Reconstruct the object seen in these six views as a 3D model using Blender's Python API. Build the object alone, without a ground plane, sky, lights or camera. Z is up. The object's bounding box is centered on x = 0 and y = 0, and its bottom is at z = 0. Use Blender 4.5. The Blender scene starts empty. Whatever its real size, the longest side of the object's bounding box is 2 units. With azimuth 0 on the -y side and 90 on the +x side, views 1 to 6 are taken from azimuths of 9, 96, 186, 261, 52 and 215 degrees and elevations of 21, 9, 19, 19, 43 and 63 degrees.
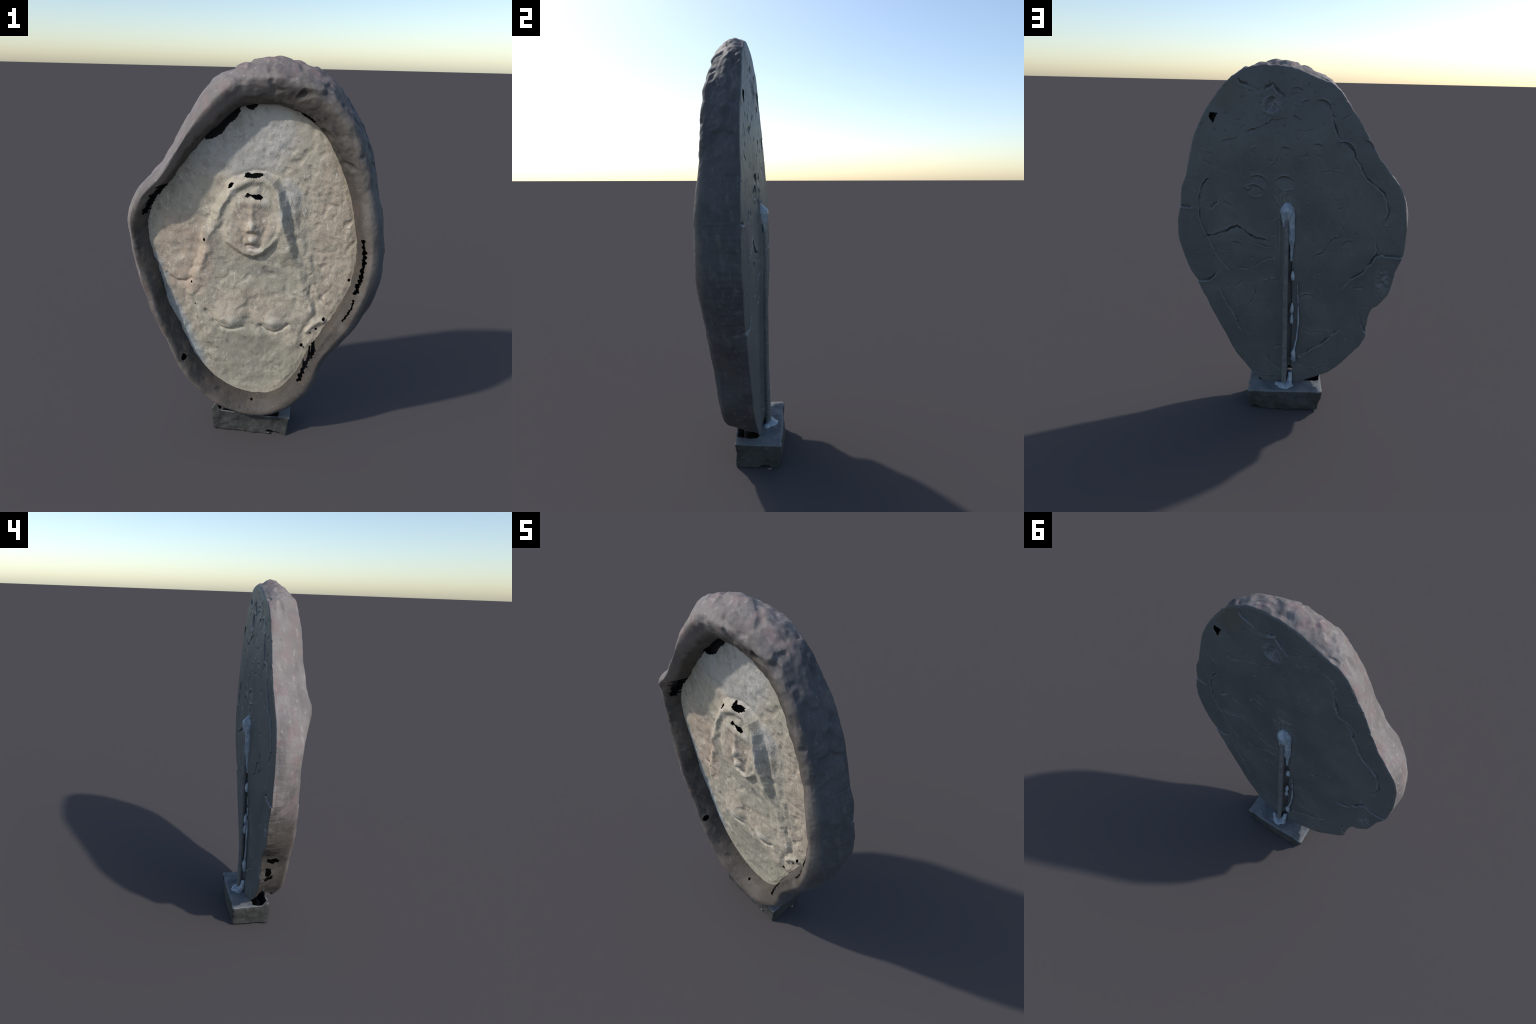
# A weathered clay relief: a shallow oval dish with a raised rim, a hooded
# head and bust modelled on its floor, a plain clay back with cracks, a
# threaded rod glued to the back, and a small cracked mortar block as base.
import bpy, bmesh, math
import numpy as np

rng = np.random.RandomState(7)

# ------------------------------------------------------------------ helpers
PERM = np.random.RandomState(11).permutation(256)
PERM = np.concatenate([PERM, PERM, PERM])
GRAD = np.random.RandomState(12).normal(size=(256, 3))
GRAD /= np.linalg.norm(GRAD, axis=1)[:, None]


def noise3(x, y, z):
    """Gradient noise, roughly -0.6..0.6."""
    xi, yi, zi = np.floor(x).astype(int), np.floor(y).astype(int), np.floor(z).astype(int)
    xf, yf, zf = x - xi, y - yi, z - zi
    fade = lambda t: t * t * t * (t * (t * 6 - 15) + 10)
    u, v, w = fade(xf), fade(yf), fade(zf)
    out = 0
    for dx in (0, 1):
        for dy in (0, 1):
            for dz in (0, 1):
                h = PERM[PERM[PERM[(xi + dx) & 255] + ((yi + dy) & 255)] + ((zi + dz) & 255)]
                g = GRAD[h]
                dot = g[..., 0] * (xf - dx) + g[..., 1] * (yf - dy) + g[..., 2] * (zf - dz)
                out = out + dot * (u if dx else 1 - u) * (v if dy else 1 - v) * (w if dz else 1 - w)
    return out


def fbm(x, y, z, octaves=3):
    a, s, f = 0, 1.0, 1.0
    for _ in range(octaves):
        a = a + s * noise3(x * f + 3.1 * f, y * f + 1.7, z * f - 2.3 * f)
        s *= 0.5
        f *= 2.03
    return a


def sstep(a, b, x):
    t = np.clip((x - a) / (b - a), 0, 1)
    return t * t * (3 - 2 * t)


def bump(x, z, cx, cz, sx, sz=None, rot=0.0):
    sz = sz or sx
    c, s = math.cos(rot), math.sin(rot)
    dx, dz = x - cx, z - cz
    a, b = c * dx + s * dz, -s * dx + c * dz
    return np.exp(-(a / sx) ** 2 - (b / sz) ** 2)


def seg_dist(x, z, pts):
    """Distance to a polyline, and the side (signed) of the nearest piece."""
    best = np.full(x.shape, 9.0)
    side = np.zeros(x.shape)
    for (ax, az), (bx, bz) in zip(pts[:-1], pts[1:]):
        vx, vz = bx - ax, bz - az
        L = vx * vx + vz * vz + 1e-12
        t = np.clip(((x - ax) * vx + (z - az) * vz) / L, 0, 1)
        px, pz = x - ax - t * vx, z - az - t * vz
        d = np.hypot(px, pz)
        s = (vx * (z - az) - vz * (x - ax)) / math.sqrt(L)
        m = d < best
        best = np.where(m, d, best)
        side = np.where(m, s, side)
    return best, side


def inside(x, z, poly):
    r = np.zeros(x.shape, bool)
    n = len(poly)
    for i in range(n):
        (ax, az), (bx, bz) = poly[i], poly[(i + 1) % n]
        if az == bz:
            continue
        c = ((az > z) != (bz > z)) & (x < (bx - ax) * (z - az) / (bz - az) + ax)
        r ^= c
    return r


def signed(x, z, poly):
    d, _ = seg_dist(x, z, list(poly) + [poly[0]])
    return np.where(inside(x, z, poly), d, -d)


# ------------------------------------------------------------- main outlines
CX, CZ = 0.0, 1.05                      # middle of the dish in the x-z plane
NT = 1500                               # steps round the rim
TH = np.linspace(0, 2 * math.pi, NT, endpoint=False)


def ring(points, smooth=6):
    """Closed outline through control points (x, z[, y]) sampled by angle."""
    p = np.array(points, float)
    a = np.arctan2(p[:, 1] - CZ, p[:, 0] - CX) % (2 * math.pi)
    o = np.argsort(a)
    a, p = a[o], p[o]
    r = np.hypot(p[:, 0] - CX, p[:, 1] - CZ)
    aa = np.concatenate([a - 2 * math.pi, a, a + 2 * math.pi])
    out = []
    cols = [r] + ([p[:, 2]] if p.shape[1] > 2 else [])
    for c in cols:
        v = np.interp(TH, aa, np.concatenate([c, c, c]))
        k = np.exp(-0.5 * (np.arange(-4 * smooth, 4 * smooth + 1) / smooth) ** 2)
        k /= k.sum()
        h = 4 * smooth
        v = np.convolve(np.concatenate([v[-h:], v, v[:h]]), k, 'valid')
        out.append(v)
    return out


BACK_EDGE = [
    (0.354, 1.891), (0.254, 1.953), (0.201, 1.966), (0.102, 1.968), (0.016, 1.958), (-0.05, 1.935),
    (-0.116, 1.907), (-0.195, 1.887), (-0.25, 1.838), (-0.308, 1.752), (-0.366, 1.677), (-0.412, 1.594),
    (-0.473, 1.503), (-0.533, 1.431), (-0.586, 1.365), (-0.617, 1.29), (-0.628, 1.213), (-0.639, 1.12),
    (-0.633, 0.993), (-0.596, 0.893), (-0.582, 0.816), (-0.566, 0.752), (-0.521, 0.686), (-0.479, 0.66),
    (-0.465, 0.61), (-0.457, 0.519), (-0.463, 0.486), (-0.438, 0.417), (-0.382, 0.348), (-0.347, 0.302),
    (-0.304, 0.259), (-0.252, 0.215), (-0.198, 0.19), (-0.12, 0.155), (-0.05, 0.10), (0.03, 0.07),
    (0.10, 0.095), (0.165, 0.147), (0.205, 0.18), (0.262, 0.248), (0.317, 0.315), (0.372, 0.433),
    (0.433, 0.548), (0.485, 0.662), (0.536, 0.772), (0.58, 0.841), (0.615, 0.941), (0.642, 1.04),
    (0.642, 1.125), (0.625, 1.211), (0.624, 1.251), (0.617, 1.317), (0.588, 1.389), (0.568, 1.494),
    (0.544, 1.59), (0.514, 1.664), (0.471, 1.744), (0.415, 1.816)]

LIP = [  # x, z, y of the crest of the rim
    (0.605, 1.128, -.140), (0.596, 1.252, -.140), (0.563, 1.377, -.136), (0.549, 1.444, -.130),
    (0.531, 1.535, -.130), (0.507, 1.596, -.133), (0.469, 1.681, -.139), (0.437, 1.755, -.132),
    (0.389, 1.811, -.126), (0.345, 1.862, -.122), (0.293, 1.897, -.122), (0.246, 1.922, -.128),
    (0.18, 1.943, -.132), (0.108, 1.958, -.145), (0.0, 1.95, -.150), (-0.076, 1.926, -.153),
    (-0.13, 1.889, -.159), (-0.186, 1.831, -.161), (-0.277, 1.72, -.154), (-0.341, 1.627, -.148),
    (-0.407, 1.531, -.144), (-0.457, 1.487, -.147), (-0.509, 1.442, -.148), (-0.571, 1.368, -.134),
    (-0.615, 1.283, -.113), (-0.628, 1.214, -.103), (-0.619, 1.126, -.100), (-0.589, 0.957, -.108),
    (-0.549, 0.812, -.108), (-0.496, 0.676, -.111), (-0.44, 0.555, -.115), (-0.393, 0.445, -.113),
    (-0.344, 0.355, -.114), (-0.271, 0.285, -.118), (-0.19, 0.213, -.116), (-0.094, 0.172, -.114),
    (0.001, 0.152, -.112), (0.103, 0.166, -.110), (0.203, 0.212, -.108), (0.243, 0.246, -.106),
    (0.313, 0.328, -.105), (0.356, 0.411, -.105), (0.374, 0.498, -.106), (0.401, 0.566, -.106),
    (0.475, 0.668, -.112), (0.535, 0.776, -.120), (0.564, 0.879, -.130), (0.592, 0.982, -.140)]

FLOOR_EDGE = [
    (-0.063, 1.788), (0.035, 1.801), (0.133, 1.797), (0.185, 1.774), (0.243, 1.746), (0.303, 1.698),
    (0.341, 1.643), (0.374, 1.587), (0.408, 1.524), (0.437, 1.454), (0.461, 1.382), (0.482, 1.29),
    (0.503, 1.188), (0.505, 1.043), (0.498, 0.959), (0.467, 0.872), (0.428, 0.78), (0.379, 0.695),
    (0.337, 0.607), (0.293, 0.527), (0.257, 0.426), (0.211, 0.341), (0.162, 0.284), (0.112, 0.247),
    (-0.018, 0.237), (-0.106, 0.263), (-0.176, 0.307), (-0.228, 0.352), (-0.297, 0.436), (-0.346, 0.539),
    (-0.393, 0.659), (-0.448, 0.766), (-0.468, 0.873), (-0.495, 0.984), (-0.529, 1.093), (-0.54, 1.183),
    (-0.523, 1.268), (-0.485, 1.348), (-0.404, 1.429), (-0.318, 1.544), (-0.23, 1.643), (-0.157, 1.704)]

# ---------------------------------------------------------------- back face
def back_plane(x, z):
    w = z - 1
    y = 0.0432 - .007 * sstep(1.0, .6, z) * sstep(.1, .3, z) + 0.0261 * x - 0.0279 * w - 0.024 * x * x - 0.0178 * w * w + 0.0101 * x * w
    y = y + .012 * np.exp(-((x - .05) / .36) ** 2 - ((z - 1.62) / .32) ** 2)
    return y + .008 * np.clip((-x - .35) / .25, 0, 1)


CRACKS = [   # polyline, depth, half width, lift of the slab on its left side
    ([(0.465, 1.372), (0.494, 1.342), (0.51, 1.306), (0.519, 1.233), (0.514, 1.137), (0.472, 1.048)], .006, .005, .003),
    ([(0.472, 1.048), (0.397, 1.068), (0.296, 1.119), (0.249, 1.084), (0.19, 1.05), (0.138, 1.041)], .010, .007, -.006),
    ([(0.472, 1.048), (0.436, 0.981), (0.40, 0.903), (0.355, 0.858)], .004, .005, .002),
    ([(0.30, 1.896), (0.226, 1.859), (0.185, 1.838), (0.146, 1.864), (0.113, 1.874), (0.078, 1.837), (0.051, 1.816)], .010, .009, .003),
    ([(0.217, 1.647), (0.156, 1.668), (0.109, 1.699), (0.058, 1.710)], .005, .006, -.004),
    ([(0.356, 1.569), (0.279, 1.618), (0.217, 1.647)], .003, .004, .001),
    ([(-0.198, 1.73), (-0.214, 1.68), (-0.238, 1.616), (-0.28, 1.581), (-0.329, 1.547), (-0.338, 1.514), (-0.375, 1.455)], .006, .006, .004),
    ([(-0.375, 1.455), (-0.406, 1.402), (-0.456, 1.364), (-0.499, 1.331), (-0.524, 1.284), (-0.536, 1.222), (-0.502, 1.149)], .008, .007, .005),
    ([(-0.64, 0.977), (-0.572, 0.981), (-0.516, 0.985), (-0.482, 0.975), (-0.444, 0.919), (-0.418, 0.879), (-0.357, 0.836), (-0.31, 0.777)], .010, .007, -.005),
    ([(-0.47, 1.07), (-0.492, 1.02), (-0.482, 0.975)], .005, .006, .002),
    ([(-0.25, 1.075), (-0.236, 1.061), (-0.209, 1.018), (-0.183, 0.979), (-0.154, 0.966)], .006, .006, .003),
    ([(-0.29, 1.13), (-0.28, 1.08), (-0.25, 1.066)], .004, .005, .002),
    ([(0.56, 0.773), (0.502, 0.772), (0.455, 0.791), (0.424, 0.818)], .009, .007, .004),
    ([(0.204, 1.016), (0.138, 1.005), (0.094, 1.0)], .005, .005, .003),
    ([(0.196, 0.885), (0.159, 0.907), (0.13, 0.928), (0.10, 0.935)], .004, .005, .003),
    ([(0.204, 0.853), (0.211, 0.788), (0.195, 0.708), (0.234, 0.639)], .004, .005, .002),
    ([(0.41, 0.74), (0.38, 0.67), (0.335, 0.598), (0.304, 0.532), (0.281, 0.474)], .005, .006, .002),
    ([(-0.108, 0.495), (-0.146, 0.476), (-0.207, 0.485), (-0.235, 0.483)], .004, .005, -.003),
    ([(-0.083, 0.313), (-0.136, 0.362), (-0.188, 0.393), (-0.225, 0.431), (-0.29, 0.496)], .009, .007, .004),
    ([(-0.172, 0.232), (-0.234, 0.256)], .003, .005, -.003),
    ([(0.122, 0.303), (0.089, 0.252), (0.041, 0.221)], .004, .005, .002),
    ([(0.083, 1.498), (0.097, 1.47), (0.124, 1.448)], .003, .005, .002),
    ([(0.031, 1.826), (-0.021, 1.833)], .003, .004, -.002),
    ([(-0.028, 1.648), (-0.069, 1.646), (-0.088, 1.656)], .003, .005, -.002),
    ([(-0.167, 1.436), (-0.207, 1.442), (-0.249, 1.433)], .003, .004, -.002),
    ([(0.65, 1.209), (0.571, 1.212)], .008, .009, .004),
    ([(0.453, 1.214), (0.423, 1.241)], .006, .009, .003),
    ([(-0.403, 0.63), (-0.43, 0.56), (-0.454, 0.51)], .006, .008, .003),
    ([(0.25, 0.165), (0.209, 0.172), (0.152, 0.155), (0.055, 0.16)], .004, .006, -.004),
]
THUMB = [    # thumb-nail dents: middle x, z, half width, tilt (degrees), depth, length
    (-.170, 1.795, .042, 32, .013, .030), (-.305, 1.583, .046, 36, .013, .030), (.172, 1.400, .040, 17, .011, .020),
    (.040, 1.403, .042, 0, .013, .024), (.205, 1.352, .046, 4, .008, .040), (-.100, .722, .036, -12, .010, .018),
    (.033, 1.558, .020, 12, .008, .016), (-.055, 1.797, .018, -20, .007, .014), (-.020, 1.715, .020, 35, .008, .014),
    (-.135, 1.580, .020, 8, .008, .014), (-.415, 1.590, .030, 48, .010, .022), (-.31, 1.05, .03, -30, .006, .03),
    (.30, 1.02, .03, 15, .006, .03), (-.02, 1.86, .03, 10, .005, .03)]


def back_height(x, z):
    """Outward (+y) relief of the back."""
    h = 0.0045 * fbm(x * 3.2, 5.0 + 0 * x, z * 3.2, 3)
    h += 0.0012 * fbm(x * 26, 9.0 + 0 * x, z * 16, 2)
    wx = x + 0.010 * noise3(x * 22, 3.0 + 0 * x, z * 22) + 0.007 * noise3(x * 55, 6.0 + 0 * x, z * 55)
    wz = z + 0.010 * noise3(x * 22, 13.0 + 0 * x, z * 22) + 0.007 * noise3(x * 55, 16.0 + 0 * x, z * 55)
    for pts, dep, wid, lift in CRACKS:
        d, s = seg_dist(wx, wz, pts)
        w = wid * .62
        live = np.clip(.55 + 1.9 * noise3(x * 16, 55.0 + 0 * x, z * 16), .08, 1.3)
        dep, lift = dep * live, lift * (.4 + .6 * live)
        h -= dep * 1.6 * np.exp(-(d / w) ** 2)
        # one slab stands proud of the other along the crack
        h += lift * .9 * np.tanh(s / .003) * np.exp(-d / .016)
        h += dep * .16 * np.exp(-((d - w * 2.2) / (w * 1.2)) ** 2) * (s * lift > 0)
    for cx, cz, wd, deg, dep, ln in THUMB:
        c, sn = math.cos(math.radians(deg)), math.sin(math.radians(deg))
        a, b = c * (x - cx) + sn * (z - cz), -sn * (x - cx) + c * (z - cz)
        u = b + 9.0 * a * a + .003 * noise3(x * 40, 71.0 + 0 * x, z * 40)
        side = np.exp(-(a / wd) ** 4)
        h -= dep * side * sstep(.003, -.004, u) * np.exp(np.minimum(u, 0) / ln)
        h += dep * .25 * side * np.exp(-((u - .007) / .006) ** 2)
    # chipped pit near the top, small ring with a pellet, bruised edge
    p = bump(wx, wz, .117, 1.782, .024, .03, .5) + .7 * bump(wx, wz, .145, 1.768, .02, .014)
    h -= .013 * np.clip(p, 0, 1)
    q = np.hypot(wx - .115, wz - 1.772)
    h += .004 * np.exp(-((q - .045) / .012) ** 2)
    h += .010 * bump(x, z, .243, 1.333, .010)
    e = np.hypot((x - .195) / 1.35, z - 1.318)
    h += .0025 * np.exp(-((e - .034) / .008) ** 2)
    h -= .010 * bump(wx, wz, -.535, .83, .030, .07, -.25) * (1 + 1.2 * noise3(x * 45, x * 0, z * 45))
    h += .007 * bump(x, z, -.075, .305, .010)
    # slot and clay collars beside the rod
    rx = 0.017 - 0.007 * sstep(.8, .4, z)
    up = sstep(1.24, 1.19, z) * sstep(.70, .90, z)
    lo = sstep(1.22, 1.10, z) * sstep(.10, .22, z)
    fill = .5 + .5 * noise3(x * 30, 0 * x, z * 14)
    h -= .013 * lo * (.3 + fill) * np.exp(-((x - rx + .024) / .012) ** 4)
    h += (.020 + .006 * fill) * lo * sstep(rx - .006, rx + .006, x) * np.exp(-((x - rx) / .030) ** 2)
    h += .012 * up * np.exp(-((x - rx - .042) / .012) ** 2)
    h += .006 * up * np.exp(-((x - rx + .050) / .010) ** 2)
    h += .008 * up * np.exp(-((x - rx + .033) / .006) ** 2)
    for pts in ([(.040, 1.245), (.034, 1.335)], [(.062, 1.235), (.088, 1.290)], [(.068, 1.338), (.037, 1.326), (-.006, 1.337)],
                [(.055, 1.24), (.058, 1.30)], [(.005, 1.24), (-.02, 1.275)]):
        d, _ = seg_dist(wx, wz, pts)
        h += .005 * np.exp(-(d / .0045) ** 2)
    h += .006 * bump(x, z, .018, 1.235, .045, .030)
    # small pits and pellets
    pit = noise3(x * 34, 66.0 + 0 * x, z * 34)
    h -= .010 * np.clip(pit - .26, 0, 1) * (.4 + sstep(1.2, 1.6, z))
    # scratches
    r = np.random.RandomState(5)
    for _ in range(90):
        cx, cz = r.uniform(-.55, .55), r.uniform(.25, 1.85)
        a, L = r.normal(.2, .8), r.choice([.002, .003, .005, .010, .022])
        dx, dz = math.cos(a) * L, math.sin(a) * L
        m = (np.abs(x - cx) < .05) & (np.abs(z - cz) < .05)
        d, _ = seg_dist(x[m], z[m], [(cx - dx, cz - dz), (cx + dx, cz + dz)])
        h[m] += r.choice([-1, -1, 1]) * r.uniform(.0012, .0038) * np.exp(-(d / r.uniform(.0028, .0055)) ** 2)
    return h


# ------------------------------------------------------------ relief figure
HOOD = [(-.338, .775), (-.344, .868), (-.316, .946), (-.281, 1.038), (-.252, 1.109), (-.246, 1.181), (-.209, 1.246),
        (-.184, 1.304), (-.152, 1.37), (-.125, 1.415), (-.09, 1.448), (-.052, 1.468), (.005, 1.482), (.059, 1.478),
        (.105, 1.455), (.141, 1.408), (.159, 1.343), (.168, 1.265), (.185, 1.194), (.208, 1.126), (.242, 1.066),
        (.27, .984), (.294, .922), (.285, .877), (.316, .827), (.315, .777), (.301, .739), (.261, .645),
        (.248, .562), (.228, .461), (.146, .349), (0.0, .32), (-.13, .38), (-.244, .569), (-.285, .655)]
FACE = [(-.123, 1.143), (-.083, 1.104), (-.038, 1.075), (.01, 1.068), (.061, 1.095), (.1, 1.132), (.126, 1.18),
        (.131, 1.236), (.125, 1.299), (.104, 1.357), (.064, 1.396), (.015, 1.405), (-.035, 1.398), (-.073, 1.372),
        (-.104, 1.323), (-.128, 1.257), (-.136, 1.188)]
CREASE_L = [(-.245, .735), (-.228, .716), (-.202, .676), (-.171, .643), (-.127, .633), (-.083, .642), (-.052, .655)]
CREASE_R = [(.052, .668), (.081, .646), (.12, .634), (.157, .655), (.189, .69)]


def floor_plane(x, z):
    y = -.029 + .034 * x - .02 * (z - 1)
    y = y + .008 * np.exp(-((x - .14) / .10) ** 2 - ((z - .52) / .16) ** 2)
    y = y - .007 * np.exp(-((x - .14) / .14) ** 2 - ((z - 1.58) / .12) ** 2)
    return y - .010 * np.exp(-((x + .04) / .10) ** 2 - ((z - .88) / .08) ** 2)


def relief(x, z):
    """Towards the viewer (-y), metres."""
    wx = x + .016 * noise3(x * 11, 1.0 + 0 * x, z * 11) + .008 * noise3(x * 32, 1.0 + 0 * x, z * 32)
    wz = z + .016 * noise3(x * 11, 21.0 + 0 * x, z * 11) + .008 * noise3(x * 32, 21.0 + 0 * x, z * 32)
    sd = signed(wx, wz, HOOD)
    tall = .012 + .022 * sstep(.98, 1.22, z) + .003 * sstep(-.12, -.26, x) * sstep(.85, 1.0, z) + .016 * sstep(.06, .17, x) * sstep(1.02, 1.12, z) * sstep(1.48, 1.3, z)
    tall = tall * (1 - .10 * sstep(-.08, -.18, x)) + .006 * bump(x, z, -.25, 1.02, .06, .16)
    soft = .011 + .012 * sstep(.05, .12, x) * (1 + 1.2 * noise3(x * 0, 44.0 + 0 * x, z * 9)) + .026 * sstep(-.03, -.16, x) + .05 * sstep(.6, .35, z)
    edge = sstep(-soft, soft, sd)
    fade = sstep(.33, .62, z)
    h = tall * edge * (.25 + .75 * fade)
    # rounded selvedge of the hood, groove outside it
    h += .008 * np.exp(-((sd - .022) / .016) ** 2) * sstep(1.12, 1.30, z)
    h -= .005 * np.exp(-((sd - .058) / .018) ** 2) * sstep(1.15, 1.28, z)
    strand = .5 + .9 * noise3(x * 26 + z * 6, 33.0 + 0 * x, z * 9)
    h += .009 * strand * np.exp(-((sd - .030) / .024) ** 2) * sstep(.75, .95, z) * sstep(.07, .14, np.abs(x))
    h -= .004 * np.exp(-((sd + .014) / .012) ** 2) * sstep(.55, .8, z)
    # the ground leans up against the right flank of the hood
    h += .015 * (1 - edge) * np.exp(-((sd + .025) / .045) ** 2) * sstep(.05, .15, x) * sstep(.85, 1.0, z) * sstep(1.52, 1.38, z)
    # face
    fd = signed(.5 * (x + wx), .5 * (z + wz), FACE)
    chin = sstep(1.26, 1.14, z)
    w = .015 + .022 * (1 - chin)
    h += .008 * bump(x, z, -.005, 1.275, .08, .075)
    h += (.004 + .013 * chin) * sstep(-w, w, fd)
    h += .0055 * np.exp(-((fd - .014) / .013) ** 2) * sstep(1.165, 1.13, z)
    h -= .003 * np.exp(-((fd + .020) / .014) ** 2) * chin
    h -= .003 * sstep(-.02, -.09, fd) * sstep(1.20, 1.12, z) * sstep(1.02, 1.09, z) * bump(x, z, .0, 1.07, .2, .08)
    # brow, sockets, nose, lips, chin
    h += .010 * bump(x, z, .0, 1.350, .085, .022)
    h -= .007 * bump(x, z, -.075, 1.268, .034, .036)
    h -= .009 * bump(x, z, .070, 1.282, .032, .036)
    h += .009 * bump(x, z, .0, 1.295, .013, .040) + .024 * bump(.6 * x + .4 * wx, .6 * z + .4 * wz, .003, 1.228, .020, .030) * sstep(1.190, 1.218, z)
    h += .008 * (bump(x, z, -.018, 1.214, .011) + bump(x, z, .024, 1.212, .011))
    h -= .007 * bump(x, z, -.048, 1.195, .014, .04, .4) + .007 * bump(x, z, .056, 1.195, .014, .04, -.4)
    h += .020 * bump(x, z, .003, 1.162, .021, .021)
    h += .007 * bump(x, z, -.002, 1.107, .034, .015)
    d, _ = seg_dist(x, z, [(-.024, 1.132), (-.004, 1.136), (.016, 1.134)])
    h -= .009 * np.exp(-(d / .007) ** 2)
    h -= .005 * np.exp(-((np.hypot(x - .004, (z - 1.158) * 1.1) - .048) / .010) ** 2) * sstep(1.20, 1.16, z)
    h -= .006 * bump(x, z, .106, 1.185, .012, .03, -.5)
    # bust
    h += .025 * np.sqrt(np.clip(bump(x, z, -.110, .722, .064, .062), 0, 1)) + .006 * bump(x, z, -.095, .697, .022) + .004 * bump(x, z, -.150, .70, .02)
    h += .017 * np.sqrt(np.clip(bump(x, z, .114, .726, .062, .060), 0, 1)) + .011 * bump(x, z, .112, .703, .032, .028, .4)
    for line, dep in ((CREASE_L, .011), (CREASE_R, .010)):
        d, s = seg_dist(wx, z - .004, line)
        h -= dep * np.exp(-(d / .009) ** 2)
        h -= dep * .25 * np.exp(-(d / .030) ** 2)
    h -= .007 * bump(x, z, .0, .76, .03, .10)
    h += .006 * bump(x, z, .015, .615, .08, .025) - .006 * bump(wx, wz, .0, .47, .16, .14)
    h += .010 * bump(x, z, .312, .79, .013, .034, .2)
    # folds at the flanks
    for pts, a, wd in (([(-.45, .93), (-.397, .885), (-.352, .897), (-.32, .92)], -.008, .010),
                       ([(-.30, .70), (-.275, .63), (-.235, .55)], .007, .011),
                       ([(-.262, .66), (-.24, .60), (-.20, .52)], .005, .009),
                       ([(-.335, 1.505), (-.30, 1.515), (-.25, 1.55), (-.22, 1.58)], -.004, .010),
                       ([(.33, .90), (.36, .86), (.385, .84)], .006, .009),
                       ([(.30, .66), (.33, .71), (.38, .735)], .012, .016)):
        d, _ = seg_dist(wx, wz, pts)
        h += a * np.exp(-(d / wd) ** 2)
    # the ground right of the figure is pitted by finger tips
    right = sstep(-.02, .02, -sd) * sstep(.02, .16, x)
    patchy = np.clip(.5 + 1.8 * noise3(x * 5, 130.0 + 0 * x, z * 5), .1, 1.2)
    h -= right * patchy * .012 * np.clip(noise3(x * 24, 40.0 + 0 * x, z * 21) - .04, 0, 1) * 2
    left = sstep(-.02, .02, -sd) * sstep(.0, -.15, x)
    h -= left * .008 * np.clip(noise3(x * 13, 50.0 + 0 * x, z * 13) - .05, 0, 1) * 2
    torso = sstep(.0, .02, sd) * sstep(1.08, 1.0, z)
    h -= torso * .008 * np.clip(noise3(x * 20, 60.0 + 0 * x, z * 20) - .10, 0, 1) * 2 * sstep(.60, .7, z)
    # tool marks and grit
    h += .0035 * fbm(x * 7, 70.0 + 0 * x, z * 7, 2) + .0045 * noise3(x * 21, 75.0 + 0 * x, z * 21) + .0045 * noise3(x * 13, 77.0 + 0 * x, z * 13) * sstep(1.15, 1.0, z)
    rough = np.clip(.45 + 1.5 * noise3(x * 6, 120.0 + 0 * x, z * 6), .1, 1.1)
    h += .0034 * rough * noise3(x * 44 + z * 20, 80.0 + 0 * x, z * 40 - x * 16)
    h += .0020 * rough * noise3((x * .8 + z * .6) * 110, 90.0 + 0 * x, (z * .8 - x * .6) * 38)
    h += .0008 * noise3(x * 150, 95.0 + 0 * x, z * 150)
    return h


# --------------------------------------------------------------- dish body
Rb, = ring(BACK_EDGE, 3)
Rl, Yl = ring(LIP, 6)
Rf, = ring(FLOOR_EDGE, 7)
ct, st = np.cos(TH), np.sin(TH)
N_BACK, N_OUT, N_IN, N_FLOOR = 260, 56, 64, 230
arc = lambda deg, wid: np.exp(-(((TH - math.radians(deg) + math.pi) % (2 * math.pi) - math.pi) / math.radians(wid)) ** 2)
Rb = Rb + .003 * arc(-25, 40) + .006 * np.exp(-((TH - math.radians(212)) / math.radians(20)) ** 2)
ragged = (.005 * arc(95, 40) + .007 * arc(225, 22)) * noise3(ct * 26, st * 26, 3.0 + 0 * ct) + .004 * fbm(ct * 9, st * 9, 0 * ct, 3) + .0025 * noise3(ct * 40, st * 40, 0 * ct)
Rb = Rb + ragged
Rf_soft = Rf.copy()
Rf = Rf + .008 * noise3(ct * 12, st * 12, 4.0 + 0 * ct) + .0035 * noise3(ct * 45, st * 45, 4.0 + 0 * ct)


def xz(r):
    return CX + r * ct, CZ + r * st


rows_x, rows_y, rows_z, zone, par = [], [], [], [], []


def put(x, y, z, kind, p):
    rows_x.append(x); rows_y.append(y); rows_z.append(z); zone.append(kind); par.append(p)


# back, middle -> edge
S = np.linspace(0, 1, N_BACK + 1)[1:]
bx = CX + np.outer(S, Rb) * ct
bz = CZ + np.outer(S, Rb) * st
by = back_plane(bx, bz) + back_height(bx, bz)
by -= .003 * sstep(.985, 1.0, S)[:, None] ** 2
for i in range(N_BACK):
    put(bx[i], by[i], bz[i], 'back', S[i])
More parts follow.
